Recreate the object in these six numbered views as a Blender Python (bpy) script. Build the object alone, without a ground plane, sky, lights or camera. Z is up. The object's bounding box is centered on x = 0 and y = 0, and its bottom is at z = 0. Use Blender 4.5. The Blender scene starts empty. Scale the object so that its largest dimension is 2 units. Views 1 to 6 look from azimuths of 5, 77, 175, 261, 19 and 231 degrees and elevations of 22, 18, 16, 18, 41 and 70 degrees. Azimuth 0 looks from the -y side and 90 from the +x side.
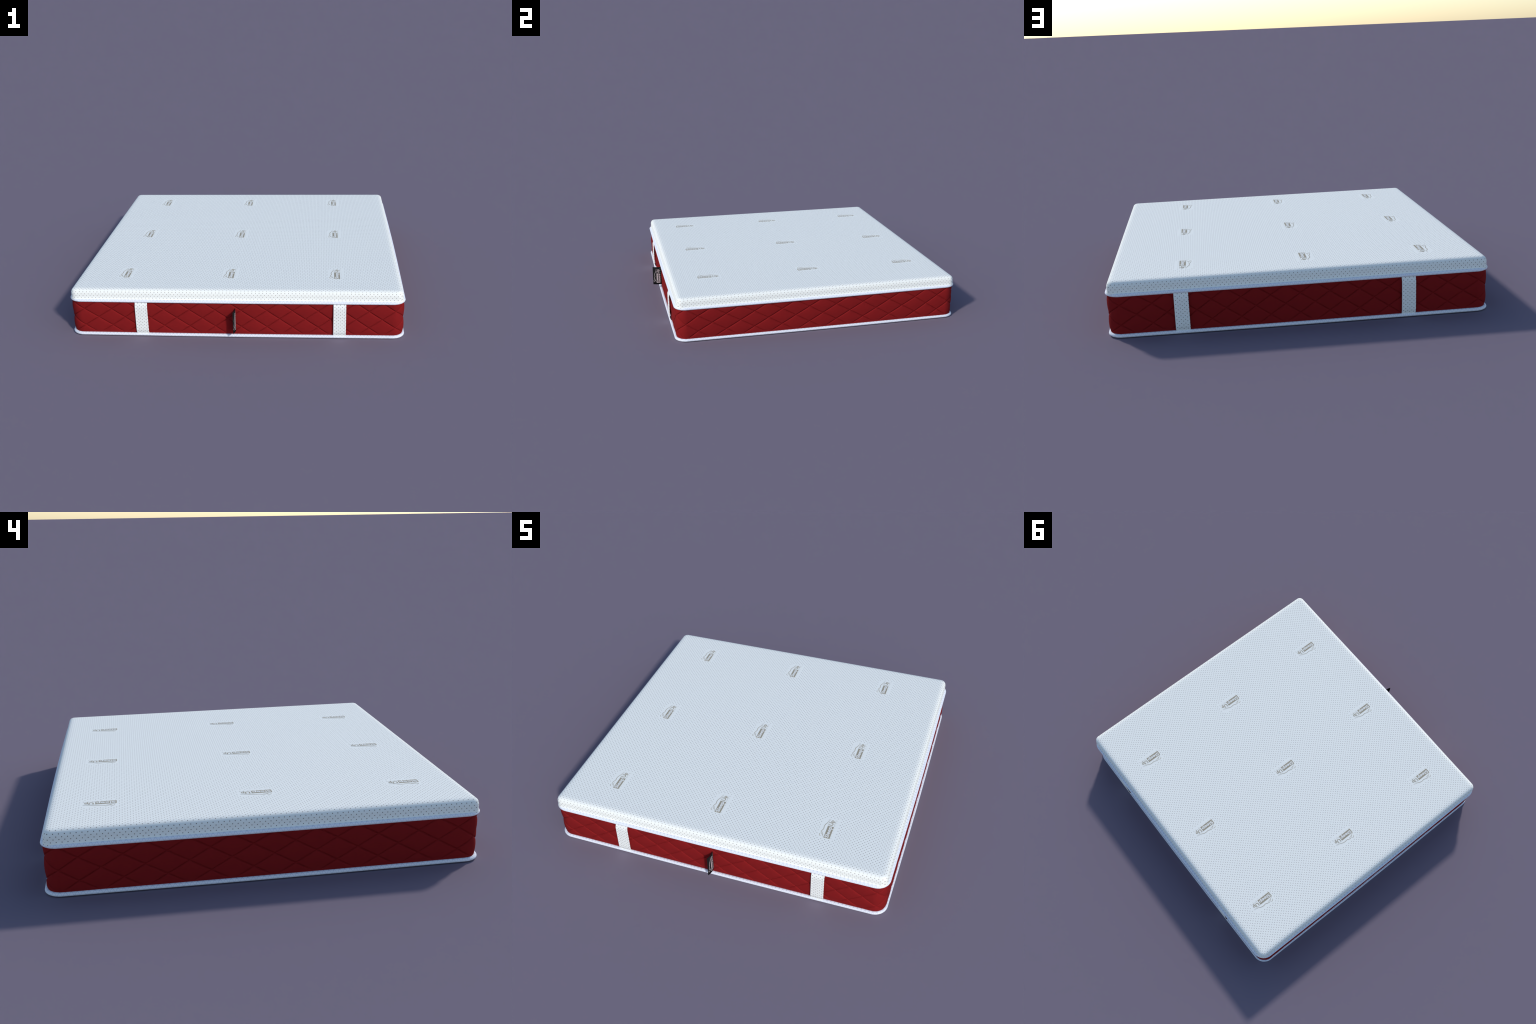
import bpy, bmesh, math
import numpy as np
from mathutils import Vector

# ------------------------------------------------------------------ dimensions
X_HALF = 0.9945                 # outer face of the edge piping at the corners
Y_FRONT, Y_BACK = -0.9402, 0.9902
BOW = 0.0053                    # the sides swell out this much at their middles
PIPE_R = 0.077                  # plan corner radius of the piping
TOP_Z = 0.294
UPPER_PIPE_Z, LOWER_PIPE_Z = 0.2259, 0.0094
Y_MID = 0.5 * (Y_FRONT + Y_BACK)
Y_HALF = 0.5 * (Y_BACK - Y_FRONT)

# printed fabric: centred dot lattice and the repeat of the print
CELL_X, CELL_Y, CELL_Z = 0.02135, 0.02348, 0.0235
LOGO_X0, LOGO_Y0 = -0.6634, -0.7375      # lower right corner of the first print
LOGO_DX, LOGO_DY = 0.6406, 0.7044
DOT_X, DOT_Y = 0.6042, -0.7374           # one dot of the lattice
DOT_Z = 0.2785

# ------------------------------------------------------------------ node helpers
class Nodes:
    def __init__(self, name):
        self.mat = bpy.data.materials.new(name)
        self.mat.use_nodes = True
        self.nt = self.mat.node_tree
        self.bsdf = self.nt.nodes["Principled BSDF"]

    def new(self, kind, **props):
        n = self.nt.nodes.new(kind)
        for k, v in props.items():
            setattr(n, k, v)
        return n

    def put(self, sock, v):
        if hasattr(v, "is_output"):
            self.nt.links.new(v, sock)
        else:
            sock.default_value = v

    def m(self, op, a, b=0.0, c=0.0):
        n = self.new("ShaderNodeMath", operation=op)
        for i, v in enumerate((a, b, c)):
            self.put(n.inputs[i], v)
        return n.outputs[0]

    def smooth(self, x, lo, hi, out0=0.0, out1=1.0):
        n = self.new("ShaderNodeMapRange", interpolation_type="SMOOTHSTEP")
        self.put(n.inputs["Value"], x)
        n.inputs["From Min"].default_value = lo
        n.inputs["From Max"].default_value = hi
        n.inputs["To Min"].default_value = out0
        n.inputs["To Max"].default_value = out1
        return n.outputs[0]

    def pick(self, fac, a, b):
        """a where fac is 0, b where fac is 1"""
        n = self.new("ShaderNodeMix", data_type="FLOAT")
        self.put(n.inputs[0], fac); self.put(n.inputs[2], a); self.put(n.inputs[3], b)
        return n.outputs[0]

    def mix(self, fac, a, b):
        n = self.new("ShaderNodeMix", data_type="RGBA")
        self.put(n.inputs[0], fac)
        for s, v in ((n.inputs[6], a), (n.inputs[7], b)):
            self.put(s, v if hasattr(v, "is_output") else (*v, 1.0))
        return n.outputs[2]

    def coords(self):
        tc = self.new("ShaderNodeTexCoord")
        s = self.new("ShaderNodeSeparateXYZ")
        self.nt.links.new(tc.outputs["Object"], s.inputs[0])
        g = self.new("ShaderNodeNewGeometry")
        n = self.new("ShaderNodeSeparateXYZ")
        self.nt.links.new(g.outputs["Normal"], n.inputs[0])
        return tc.outputs["Object"], s.outputs, n.outputs

    def noise(self, vec, scale, detail=2.0, stretch=None):
        if stretch:
            mp = self.new("ShaderNodeMapping")
            mp.inputs["Scale"].default_value = stretch
            self.nt.links.new(vec, mp.inputs[0]); vec = mp.outputs[0]
        n = self.new("ShaderNodeTexNoise")
        n.inputs["Scale"].default_value = scale
        n.inputs["Detail"].default_value = detail
        self.nt.links.new(vec, n.inputs["Vector"])
        return n.outputs["Fac"]

    def lattice(self, a, a0, ca, b, b0, cb):
        """distance to, and position of, the nearest point of a rectangular lattice"""
        out = []
        for v, v0, c in ((a, a0, ca), (b, b0, cb)):
            i = self.m("ROUND", self.m("DIVIDE", self.m("SUBTRACT", v, v0), c))
            p = self.m("MULTIPLY_ADD", i, c, v0)
            out.append((self.m("SUBTRACT", v, p), p))
        (da, pa), (db, pb) = out
        d = self.m("SQRT", self.m("ADD", self.m("MULTIPLY", da, da), self.m("MULTIPLY", db, db)))
        return d, pa, pb

    def finish(self, col, rough, bump=None, bump_strength=0.2, bump_dist=0.001, spec=0.4):
        self.put(self.bsdf.inputs["Base Color"], col if hasattr(col, "is_output") else (*col, 1.0))
        self.bsdf.inputs["Roughness"].default_value = rough
        self.bsdf.inputs["Specular IOR Level"].default_value = spec
        if bump is not None:
            b = self.new("ShaderNodeBump")
            b.inputs["Strength"].default_value = bump_strength
            b.inputs["Distance"].default_value = bump_dist
            self.put(b.inputs["Height"], bump)
            self.nt.links.new(b.outputs[0], self.bsdf.inputs["Normal"])
        return self.mat

WHITE = (0.985, 0.992, 0.925)
DOT = (0.225, 0.190, 0.158)
DOT_R = 0.00212

def gap_for_print(N, x, y):
    """1 where a dot centre falls into the clear field around a printed mark"""
    # u runs along the lettering (+y), v across it (-x), both from the mark's corner
    u = N.m("SUBTRACT", N.m("FLOORED_MODULO", N.m("SUBTRACT", y, LOGO_Y0 - 0.2), LOGO_DY), 0.2)
    v = N.m("SUBTRACT", N.m("FLOORED_MODULO", N.m("SUBTRACT", LOGO_X0 + 0.2, x), LOGO_DX), 0.2)
    inside = N.m("MULTIPLY",
                 N.m("MULTIPLY", N.m("GREATER_THAN", u, -0.006), N.m("LESS_THAN", u, 0.160)),
                 N.m("MULTIPLY", N.m("GREATER_THAN", v, -0.023), N.m("LESS_THAN", v, 0.073)))
    return N.m("MULTIPLY", inside, N.m("LESS_THAN", N.m("ADD", u, v), 0.212))

def dot_mask(N, d):
    return N.smooth(d, DOT_R - 0.0006, DOT_R + 0.0006, 1.0, 0.0)

def fabric_base(N, vec):
    weave = N.noise(vec, 60.0, 3.0)
    return N.mix(N.smooth(weave, 0.3, 0.7), tuple(c * 0.985 for c in WHITE), WHITE)

def dotted_cover_material():
    N = Nodes("dotted_white_knit")
    vec, p, n = N.coords()
    ax, ay, az = (N.m("ABSOLUTE", c) for c in n)
    base = fabric_base(N, vec)
    # upper face: lattice in x and y, with clear fields for the printed marks
    d1, px, py = N.lattice(p[0], DOT_X, CELL_X, p[1], DOT_Y, CELL_Y)
    t1 = N.m("MULTIPLY", dot_mask(N, d1), N.m("SUBTRACT", 1.0, gap_for_print(N, px, py)))
    d2, qx, qy = N.lattice(p[0], DOT_X + CELL_X / 2, CELL_X, p[1], DOT_Y + CELL_Y / 2, CELL_Y)
    t2 = N.m("MULTIPLY", dot_mask(N, d2), N.m("SUBTRACT", 1.0, gap_for_print(N, qx, qy)))
    top = N.m("MAXIMUM", t1, t2)
    # border: lattice along the edge and in z
    facing_x = N.m("GREATER_THAN", ax, ay)
    along = N.pick(facing_x, N.m("DIVIDE", N.m("SUBTRACT", p[0], DOT_X + CELL_X / 2), CELL_X),
                   N.m("DIVIDE", N.m("SUBTRACT", p[1], DOT_Y), CELL_Y))
    along = N.m("MULTIPLY", along, 0.0225)
    s1 = dot_mask(N, N.lattice(along, 0.0, 0.0225, p[2], DOT_Z, CELL_Z)[0])
    s2 = dot_mask(N, N.lattice(along, 0.01125, 0.0225, p[2], DOT_Z + CELL_Z / 2, CELL_Z)[0])
    side = N.m("MAXIMUM", s1, s2)
    mask = N.pick(N.m("GREATER_THAN", p[2], 0.2875), side, top)
    mask = N.m("MULTIPLY", mask, N.m("GREATER_THAN", p[2], 0.1))
    return N.finish(N.mix(mask, base, DOT), 0.9, N.noise(vec, 420.0, 2.0), 0.12, 0.0006)

def strap_material():
    N = Nodes("dotted_white_webbing")
    vec, p, n = N.coords()
    base = tuple(c * f for c, f in zip(WHITE, (0.96, 0.965, 0.99)))
    s1 = dot_mask(N, N.lattice(p[0], 0.0085, 0.0216, p[2], 0.2031, 0.0207)[0])
    s2 = dot_mask(N, N.lattice(p[0], 0.0193, 0.0216, p[2], 0.2150, 0.0207)[0])
    mask = N.m("MULTIPLY", N.m("MAXIMUM", s1, s2), N.m("GREATER_THAN", N.m("ABSOLUTE", n[1]), 0.5))
    return N.finish(N.mix(mask, base, DOT), 0.9, N.noise(vec, 420.0, 2.0), 0.12, 0.0006)

def piping_material():
    N = Nodes("stitched_piping_tape")
    vec, p, n = N.coords()
    facing_x = N.m("GREATER_THAN", N.m("ABSOLUTE", n[0]), N.m("ABSOLUTE", n[1]))
    u = N.pick(facing_x, N.m("DIVIDE", p[0], 0.0213), N.m("DIVIDE", p[1], 0.0240))
    w = N.m("SUBTRACT", N.m("FRACT", u), 0.5)
    height, period = 0.0165, 0.0225
    v = N.m("DIVIDE", N.m("ADD", p[2], 0.0075), height)         # object origin is the bead's centre line
    arch = N.m("SUBTRACT", 1.0, N.m("MULTIPLY", N.m("MULTIPLY", w, w), 4.0))
    slope = N.m("MULTIPLY", w, 8.0 * height / period)
    g = N.m("SQRT", N.m("MULTIPLY_ADD", slope, slope, 1.0))
    d = N.m("DIVIDE", N.m("MULTIPLY", N.m("ABSOLUTE", N.m("SUBTRACT", v, arch)), height), g)
    line = N.smooth(d, 0.0002, 0.0009, 0.52, 0.0)
    grain = N.noise(vec, 260.0, 2.0)
    base = N.mix(N.smooth(grain, 0.35, 0.65), (0.84, 0.865, 0.93), (0.89, 0.915, 0.975))
    return N.finish(N.mix(line, base, (0.36, 0.39, 0.56)), 0.85,
                    N.m("SUBTRACT", grain, N.m("MULTIPLY", line, 0.8)), 0.25, 0.0012)

def red_material():
    N = Nodes("red_quilted_knit")
    vec, p, n = N.coords()
    threads = N.noise(vec, 1.0, 3.0, (70.0, 70.0, 900.0))
    blot = N.noise(vec, 22.0, 2.0)
    a = N.mix(N.smooth(threads, 0.3, 0.7), (0.226, 0.0118, 0.0126), (0.256, 0.0138, 0.0145))
    col = N.mix(N.smooth(blot, 0.35, 0.7, 0.0, 0.35), a, (0.226, 0.0120, 0.0128))
    return N.finish(col, 0.9, threads, 0.10, 0.0006, spec=0.06)

def plain(name, col, rough=0.85, spec=0.4):
    N = Nodes(name)
    vec, p, n = N.coords()
    g = N.noise(vec, 300.0, 2.0)
    return N.finish(N.mix(g, tuple(c * 0.94 for c in col), tuple(min(1, c * 1.06) for c in col)), rough, spec=spec)

M_COVER = dotted_cover_material()
M_STRAP = strap_material()
M_PIPE = piping_material()
M_RED = red_material()
M_INK = plain("taupe_print_ink", (0.405, 0.360, 0.270))
M_FAINT = plain("faded_print_ink", (0.50, 0.48, 0.42))
M_KNOCK = plain("unprinted_knit", WHITE)
M_LABEL = plain("black_woven_label", (0.0125, 0.0128, 0.0132), 0.9, 0.08)
M_THREAD = plain("pale_label_thread", (0.60, 0.52, 0.53), 0.7)

# ------------------------------------------------------------------ mesh helpers
def add_object(name, mesh, mat, parent, kind=None):
    o = bpy.data.objects.new(name, mesh)
    bpy.context.scene.collection.objects.link(o)
    if mat is not None and not mesh.materials:
        mesh.materials.append(mat)
    o.parent = parent
    return o

def mesh_from(name, verts, faces, smooth=True):
    me = bpy.data.meshes.new(name)
    me.from_pydata([tuple(v) for v in verts], [], faces)
    me.update()
    bm = bmesh.new(); bm.from_mesh(me)
    bmesh.ops.recalc_face_normals(bm, faces=bm.faces)
    bm.to_mesh(me); bm.free()
    if smooth:
        me.shade_smooth()
    return me

def outline(inset, radius, step=0.02, arc=14, bow=BOW):
    """rounded rectangle, counter-clockwise from the front left, with its outward normals"""
    ix, iy = inset if isinstance(inset, tuple) else (inset, inset)
    hx, hy = X_HALF - ix, Y_HALF - iy
    pts, nor = [], []
    corners = [(hx, -hy, -90), (hx, hy, 0), (-hx, hy, 90), (-hx, -hy, 180)]
    starts = [(-hx + radius, -hy), (hx, -hy + radius), (hx - radius, hy), (-hx, hy - radius)]
    for (cx, cy, a0), (sx, sy) in zip(corners, starts):
        dx, dy = math.cos(math.radians(a0 + 90)), math.sin(math.radians(a0 + 90))
        length = 2 * (hx if abs(dx) > 0.5 else hy) - 2 * radius
        n = int(2 * (X_HALF if abs(dx) > 0.5 else Y_HALF) / step)
        nx, ny = math.cos(math.radians(a0)), math.sin(math.radians(a0))
        for i in range(n):
            t = length * i / n
            out = bow * math.sin(math.pi * i / n) ** 1.2
            pts.append((sx + dx * t + nx * out, sy + dy * t + ny * out + Y_MID)); nor.append((nx, ny))
        ox = cx - math.copysign(radius, cx); oy = cy - math.copysign(radius, cy)
        for i in range(arc):
            a = math.radians(a0 + 90 * i / arc)
            pts.append((ox + radius * math.cos(a), oy + radius * math.sin(a) + Y_MID))
            nor.append((math.cos(a), math.sin(a)))
    return np.array(pts), np.array(nor)

def loft(rings, closed_profile=False, cap_first=False, cap_last=False):
    n = len(rings[0]); verts = np.concatenate(rings); faces = []
    k = len(rings)
    for j in range(k if closed_profile else k - 1):
        a, b = j * n, ((j + 1) % k) * n
        for i in range(n):
            i2 = (i + 1) % n
            faces.append((a + i, a + i2, b + i2, b + i))
    if cap_first: faces.append(tuple(range(n))[::-1])
    if cap_last: faces.append(tuple(range((k - 1) * n, k * n)))
    return verts, faces

def swept(profile, base_inset, radius, bow=BOW, extra_y=0.0, **kw):
    """sweep a profile of (inset, z) round the mattress outline; corners tighten as the profile moves in"""
    rings = []
    for ins, z in profile:
        r, _ = outline((ins, ins + extra_y), max(radius - (ins - base_inset), 0.004), bow=bow)
        rings.append(np.column_stack([r, np.full(len(r), z)]))
    return loft(rings, **kw)

def resample(ctrl, n):
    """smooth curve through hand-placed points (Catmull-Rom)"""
    c = [np.array(p, float) for p in ctrl]
    c = [2 * c[0] - c[1]] + c + [2 * c[-1] - c[-2]]
    out = []
    for i in range(1, len(c) - 2):
        for s in range(n):
            t = s / n
            out.append(0.5 * (2 * c[i] + (c[i + 1] - c[i - 1]) * t
                              + (2 * c[i - 1] - 5 * c[i] + 4 * c[i + 1] - c[i + 2]) * t * t
                              + (3 * c[i] - c[i - 1] - 3 * c[i + 1] + c[i + 2]) * t ** 3))
    out.append(c[-2])
    return out

# ------------------------------------------------------------------ the mattress
mattress = bpy.data.objects.new("mattress", None)
bpy.context.scene.collection.objects.link(mattress)
mattress["label"] = "thick mattress with white dotted top and red quilted sides"
mattress["category"] = "mattress"

# pillow-like top cover: flat face, rounded shoulder, waist, flare onto the piping
cover_profile = resample([(0.0120, 0.2240), (0.0118, 0.2310), (0.0128, 0.2370), (0.0140, 0.2450), (0.0142, 0.2550),
                          (0.0144, 0.2650), (0.0168, 0.2755), (0.0222, 0.2845), (0.0308, 0.2907), (0.0412, 0.2934)], 4)
cover_profile += [(0.050, TOP_Z), (0.065, TOP_Z)]
v, f = swept([(a - 0.001, z) for a, z in cover_profile], 0.013, 0.037, bow=0.0005, extra_y=0.002, cap_last=True)
top_cover = add_object("top_cover", mesh_from("top_cover", v, f), M_COVER, mattress)

# edge pipings: slightly flattened beads
def bead(half_w, half_h, n=18):
    return [(half_w - half_w * math.cos(2 * math.pi * i / n), half_h * math.sin(2 * math.pi * i / n)) for i in range(n)]
for z, half_h, shift in ((UPPER_PIPE_Z, 0.0086, 0.0), (LOWER_PIPE_Z, 0.0093, -0.0004)):
    v, f = swept([(a + shift, b) for a, b in bead(0.0118, half_h)], 0.0, PIPE_R, closed_profile=True)
    o = add_object("edge_piping", mesh_from("edge_piping", v, f), M_PIPE, mattress)
    o.location.z = z

# bottom panel
v, f = swept([(0.011, 0.010), (0.016, 0.0045), (0.026, 0.0008), (0.040, 0.0), (0.07, 0.0)], 0.011, 0.068, cap_last=True)
add_object("bottom_panel", mesh_from("bottom_panel", v, f), M_COVER, mattress)

# quilted red border: diamonds stitched along two families of diagonals
QUILT_INSET, QUILT_R = 0.0115, 0.068
QUILT_STEP = 0.0019
P, Nn = outline((QUILT_INSET - 0.0025, QUILT_INSET + 0.0002), QUILT_R, QUILT_STEP, 50, bow=0.0018)

def stitch_phase(P):
    """running count of diamonds round the border (46 in all), from where seams cross on each side"""
    seg = np.linalg.norm(np.diff(np.vstack([P, P[:1]]), axis=0), axis=1)
    s = np.concatenate([[0], np.cumsum(seg)]); total = s[-1]; s = s[:-1]
    def arc_at(side, c):
        if side == "front": sel = (P[:, 1] < Y_MID) & (np.abs(P[:, 1] - P[:, 1].min()) < 0.07); val = P[:, 0]
        elif side == "right": sel = P[:, 0] > P[:, 0].max() - 0.02; val = P[:, 1]
        elif side == "back": sel = (P[:, 1] > Y_MID) & (np.abs(P[:, 1] - P[:, 1].max()) < 0.07); val = P[:, 0]
        else: sel = P[:, 0] < P[:, 0].min() + 0.02; val = P[:, 1]
        idx = np.where(sel)[0]
        return s[idx[np.argmin(np.abs(val[idx] - c))]]
    knots = []
    for k in (-5, -3, -1, 1, 3, 5):                       # front, spacing closes towards +x
        knots.append((arc_at("front", 0.0357 + 0.15205 * k - 0.00052 * k * k), k))
    for k in (0, 2, 4, 6, 8):
        knots.append((arc_at("right", -0.7947 + 0.1856 * k), 7 + k))
    for k in (5, 3, 1, -1, -3, -5):
        knots.append((arc_at("back", 0.0085 + 0.15263 * k - 0.00039 * k * k), 23 - k))
    for k in (0, 3, 6, 9):
        knots.append((arc_at("left", 0.8387 - 0.18425 * k), 30 + k))
    knots.sort()
    ks, kp = (np.array(c, float) for c in zip(*knots))
    ks = np.concatenate([[ks[-1] - total], ks, [ks[0] + total]])
    kp = np.concatenate([[kp[-1] - 46], kp, [kp[0] + 46]])
    return np.interp(s, ks, kp)

phase = stitch_phase(P)
zs = np.linspace(0.012, 0.2240, 112)
rings = []
for z in zs:
    zeta = (z - 0.1705) / 0.1052
    height = np.ones(len(P))
    crease = np.ones(len(P))
    for q in (phase + zeta, phase - zeta):
        d = np.abs(q - np.round(q))
        height = height * np.sin(np.pi * d)
        crease = crease * (1 - np.exp(-d / 0.021))
    h = 0.0038 * height ** 0.75 + 0.0066 * crease
    tuck = 0.006 * (math.exp(-(z - 0.012) / 0.007) + math.exp(-(0.2240 - z) / 0.006))
    # a slow wander keeps the padding from looking machined
    wander = 0.0006 * np.sin(phase * 2.1 + 9 * z) * np.sin(phase * 0.73 + 1.0)
    settle = min(1.0, max(0.0, (z - 0.012) / 0.030)); settle = settle * settle * (3 - 2 * settle)
    h = 0.0062 + (h + wander - 0.0062) * settle             # padding evens out into the lower seam
    r = P + Nn * (h - 0.0058 - tuck)[:, None]
    rings.append(np.column_stack([r, np.full(len(r), z)]))
v, f = loft(rings)
add_object("quilted_border", mesh_from("quilted_border", v, f), M_RED, mattress)

# handle straps: flat webbing with rolled hems, stretched from piping to piping
STRAP_W = 0.0738
def strap_mesh():
    half = STRAP_W / 2
    front = [(-half, 0.0026), (-half + 0.0006, 0.0010), (-half + 0.0025, 0.0), (-half + 0.0055, 0.0002),
             (-half + 0.0075, 0.0011), (-half + 0.012, 0.0009), (0.0, 0.0003)]
    front = front + [(-x, d) for x, d in front[-2::-1]]
    section = front + [(x, 0.0040) for x, d in front[::-1]]
    rings = []
    for i in range(25):
        t = i / 24
        z = 0.010 + t * (0.2245 - 0.010)
        e = min(1.0, min(t, 1 - t) / 0.16)
        sag = 0.0006 + 0.0095 * (1 - e * e * (3 - 2 * e))       # lies over the padding, tucked behind both pipings
        rings.append(np.array([(x, -(Y_HALF + BOW - sag - d), z) for x, d in section]))
    v, f = loft(rings, cap_first=True, cap_last=True)
    v = v - np.array([-half, 0, 0])
    return mesh_from("handle_strap", v, f)
sm = strap_mesh()
for x in (-0.5920, 0.5760):
    o = add_object("handle_strap", sm, M_STRAP, mattress)
    o.location = (x, Y_MID, 0)
for x in (-0.5190, 0.6495):
    o = add_object("handle_strap", sm, M_STRAP, mattress)
    o.location = (x, Y_MID, 0)
    o.rotation_euler.z = math.pi

# ------------------------------------------------------------------ printed mark
def text_mesh(body, box, depth, name, z0):
    """built-in font lettering fitted into box (u0, v0, u1, v1)"""
    cu = bpy.data.curves.new(name, "FONT")
    cu.body = body
    cu.extrude = 0.5
    cu.offset = 0.020
    o = bpy.data.objects.new(name, cu)
    bpy.context.scene.collection.objects.link(o)
    bpy.context.view_layer.update()
    me = bpy.data.meshes.new_from_object(o.evaluated_get(bpy.context.evaluated_depsgraph_get()))
    bpy.data.objects.remove(o); bpy.data.curves.remove(cu)
    co = np.array([vv.co[:] for vv in me.vertices])
    lo, hi = co.min(0), co.max(0)
    u0, v0, u1, v1 = box
    co = (co - lo) / (hi - lo)
    co = co * np.array([u1 - u0, v1 - v0, depth]) + np.array([u0, v0, z0])
    for vv, c in zip(me.vertices, co):
        vv.co = c
    me.materials.clear()
    me.name = name
    return me

def slab(u0, v0, u1, v1, z0, z1, nu=24):
    us = np.linspace(u0, u1, nu + 1)
    rings = [np.array([(u, v0, z0), (u, v1, z0), (u, v1, z1), (u, v0, z1)]) for u in us]
    return loft(rings, cap_first=True, cap_last=True)

def stroke(ctrl, widths, z0, z1, n=8):
    pts = resample(ctrl, n)
    rings = []
    for i, p in enumerate(pts):
        t = i / (len(pts) - 1)
        w = np.interp(t, np.linspace(0, 1, len(widths)), widths) / 2
        d = pts[min(i + 1, len(pts) - 1)] - pts[max(i - 1, 0)]
        d /= np.linalg.norm(d); nrm = np.array([-d[1], d[0]])
        a, b = p + nrm * w, p - nrm * w
        rings.append(np.array([(*b, z0), (*a, z0), (*a, z1), (*b, z1)]))
    return loft(rings, cap_first=True, cap_last=True)

def join(parts):
    V, F, k = [], [], 0
    for v, f in parts:
        V.append(np.asarray(v)); F += [tuple(i + k for i in t) for t in f]; k += len(v)
    return np.concatenate(V), F

def mark_meshes():
    block = mesh_from("mark_block", *slab(0, 0, 0.0940, 0.0345, -0.0004, 0.0003), smooth=False)
    word = text_mesh("Sleep", (0.0045, 0.0020, 0.0905, 0.0310), 0.0004, "word_in_block", 0.0002)
    word2 = text_mesh("Up", (0.1010, 0.0015, 0.1430, 0.0320), 0.0008, "word_beside_block", -0.0004)
    figure = join([
        stroke([(0.0194, 0.0455), (0.0300, 0.0545), (0.0377, 0.0580), (0.0493, 0.0566), (0.0654, 0.0509), (0.0831, 0.0527),
                (0.0994, 0.0504), (0.1165, 0.0428), (0.1317, 0.0395)], [0.0016, 0.0022, 0.0030, 0.0030, 0.0030, 0.0016], -0.0004, 0.0004),
        stroke([(0.0030, 0.0360), (0.0160, 0.0425), (0.0329, 0.0482), (0.0442, 0.0486)], [0.0012, 0.0020, 0.0014], -0.0004, 0.0004),
        stroke([(0.0275, 0.0590), (0.0220, 0.0625), (0.0145, 0.0618), (0.0095, 0.0570), (0.0084, 0.0505)],
               [0.0010, 0.0026, 0.0024, 0.0010], -0.0004, 0.0004)])
    faint = [stroke([(0.0940, 0.0006), (0.1200, 0.0006), (0.1490, 0.0006)], [0.0013, 0.0010], -0.0004, 0.0004, 3),
             stroke([(0.0940, 0.0339), (0.1200, 0.0341), (0.1490, 0.0343)], [0.0013, 0.0010], -0.0004, 0.0004, 3),
             stroke([(0.1317, 0.0395), (0.1400, 0.0385), (0.1480, 0.0385)], [0.0014, 0.0008], -0.0004, 0.00035, 3)]
    for i in range(8):                                     # row of short ticks under the mark
        u = 0.0035 + 0.0204 * i
        w = 0.0032 if i in (0, 7) else 0.0022
        faint.append(stroke([(u, -0.0085), (u + 0.0008, -0.0072), (u + 0.0012, -0.0058)], [w, w * 0.8], -0.0004, 0.0004, 2))
    return (block, word, word2, mesh_from("sleeper_outline", *figure, smooth=False),
            mesh_from("faded_rules", *join(faint), smooth=False))

block, word, word2, figure, faint = mark_meshes()
for i in range(3):
    for j in range(3):
        m = add_object("printed_mark", block, M_INK, mattress)
        m.location = (LOGO_X0 + i * LOGO_DX, LOGO_Y0 + j * LOGO_DY, TOP_Z)
        m.rotation_euler.z = math.pi / 2
        add_object("lettering", word, M_KNOCK, m)
        add_object("lettering", word2, M_INK, m)
        add_object("sleeper_outline", figure, M_INK, m)
        add_object("faded_rule", faint, M_FAINT, m)

# ------------------------------------------------------------------ side label
LABEL_IN, LABEL_OUT, LABEL_Z0, LABEL_Z1 = -0.918, -0.9955, 0.0495, 0.1860
def label_x(y):
    t = (y - LABEL_IN) / (LABEL_OUT - LABEL_IN)
    return -0.001 - 0.0045 * t + 0.0085 * np.sin(np.pi * np.clip(t, 0, 1)) * (0.75 + 0.25 * t)
rings = []
ys = np.linspace(LABEL_IN, LABEL_OUT, 21)
for y in ys:
    x = float(label_x(y)); h = 0.0009
    t = (y - LABEL_IN) / (LABEL_OUT - LABEL_IN)
    z0, z1 = LABEL_Z0 + 0.001 * t, LABEL_Z1 + 0.001 * t
    rings.append(np.array([(x - h, y, z) for z in (z0, 0.1, z1)] + [(x + h, y, z) for z in (z1, 0.1, z0)]))
v, f = loft(rings, cap_first=True, cap_last=True)
label_me = mesh_from("sewn_label", v, f, smooth=False)
for poly in label_me.polygons:
    poly.use_smooth = abs(poly.normal.x) > 0.5
sewn_label = add_object("sewn_label", label_me, M_LABEL, mattress)

def bend_onto_label(src, name, lift, face=1):
    me = src.copy(); me.name = name; me.materials.clear()
    bm = bmesh.new(); bm.from_mesh(me)
    bmesh.ops.subdivide_edges(bm, edges=[e for e in bm.edges if e.calc_length() > 0.008], cuts=4, use_grid_fill=True)
    for vv in bm.verts:
        u, w, d = vv.co
        y = -0.9435 - 0.745 * w if face > 0 else -0.9700 + 0.745 * w
        vv.co = (float(label_x(y)) + face * (0.0009 + d * 0.6 + lift), y, 0.0630 + 0.745 * u)
    bm.to_mesh(me); bm.free()
    return me
for src, name, mat, lift in ((block, "label_block", M_THREAD, 0.0), (word, "label_word_in_block", M_LABEL, 0.0001),
                             (word2, "label_word_beside_block", M_THREAD, 0.0), (figure, "label_figure", M_THREAD, 0.0),
                             (faint, "label_rules", M_THREAD, 0.0)):
    nm = "lettering" if "word" in name else ("sleeper_outline" if "figure" in name else
                                             ("woven_block" if "block" in name else "woven_rule"))
    for face in (1, -1):
        add_object(nm, bend_onto_label(src, name, lift, face), mat, sewn_label)
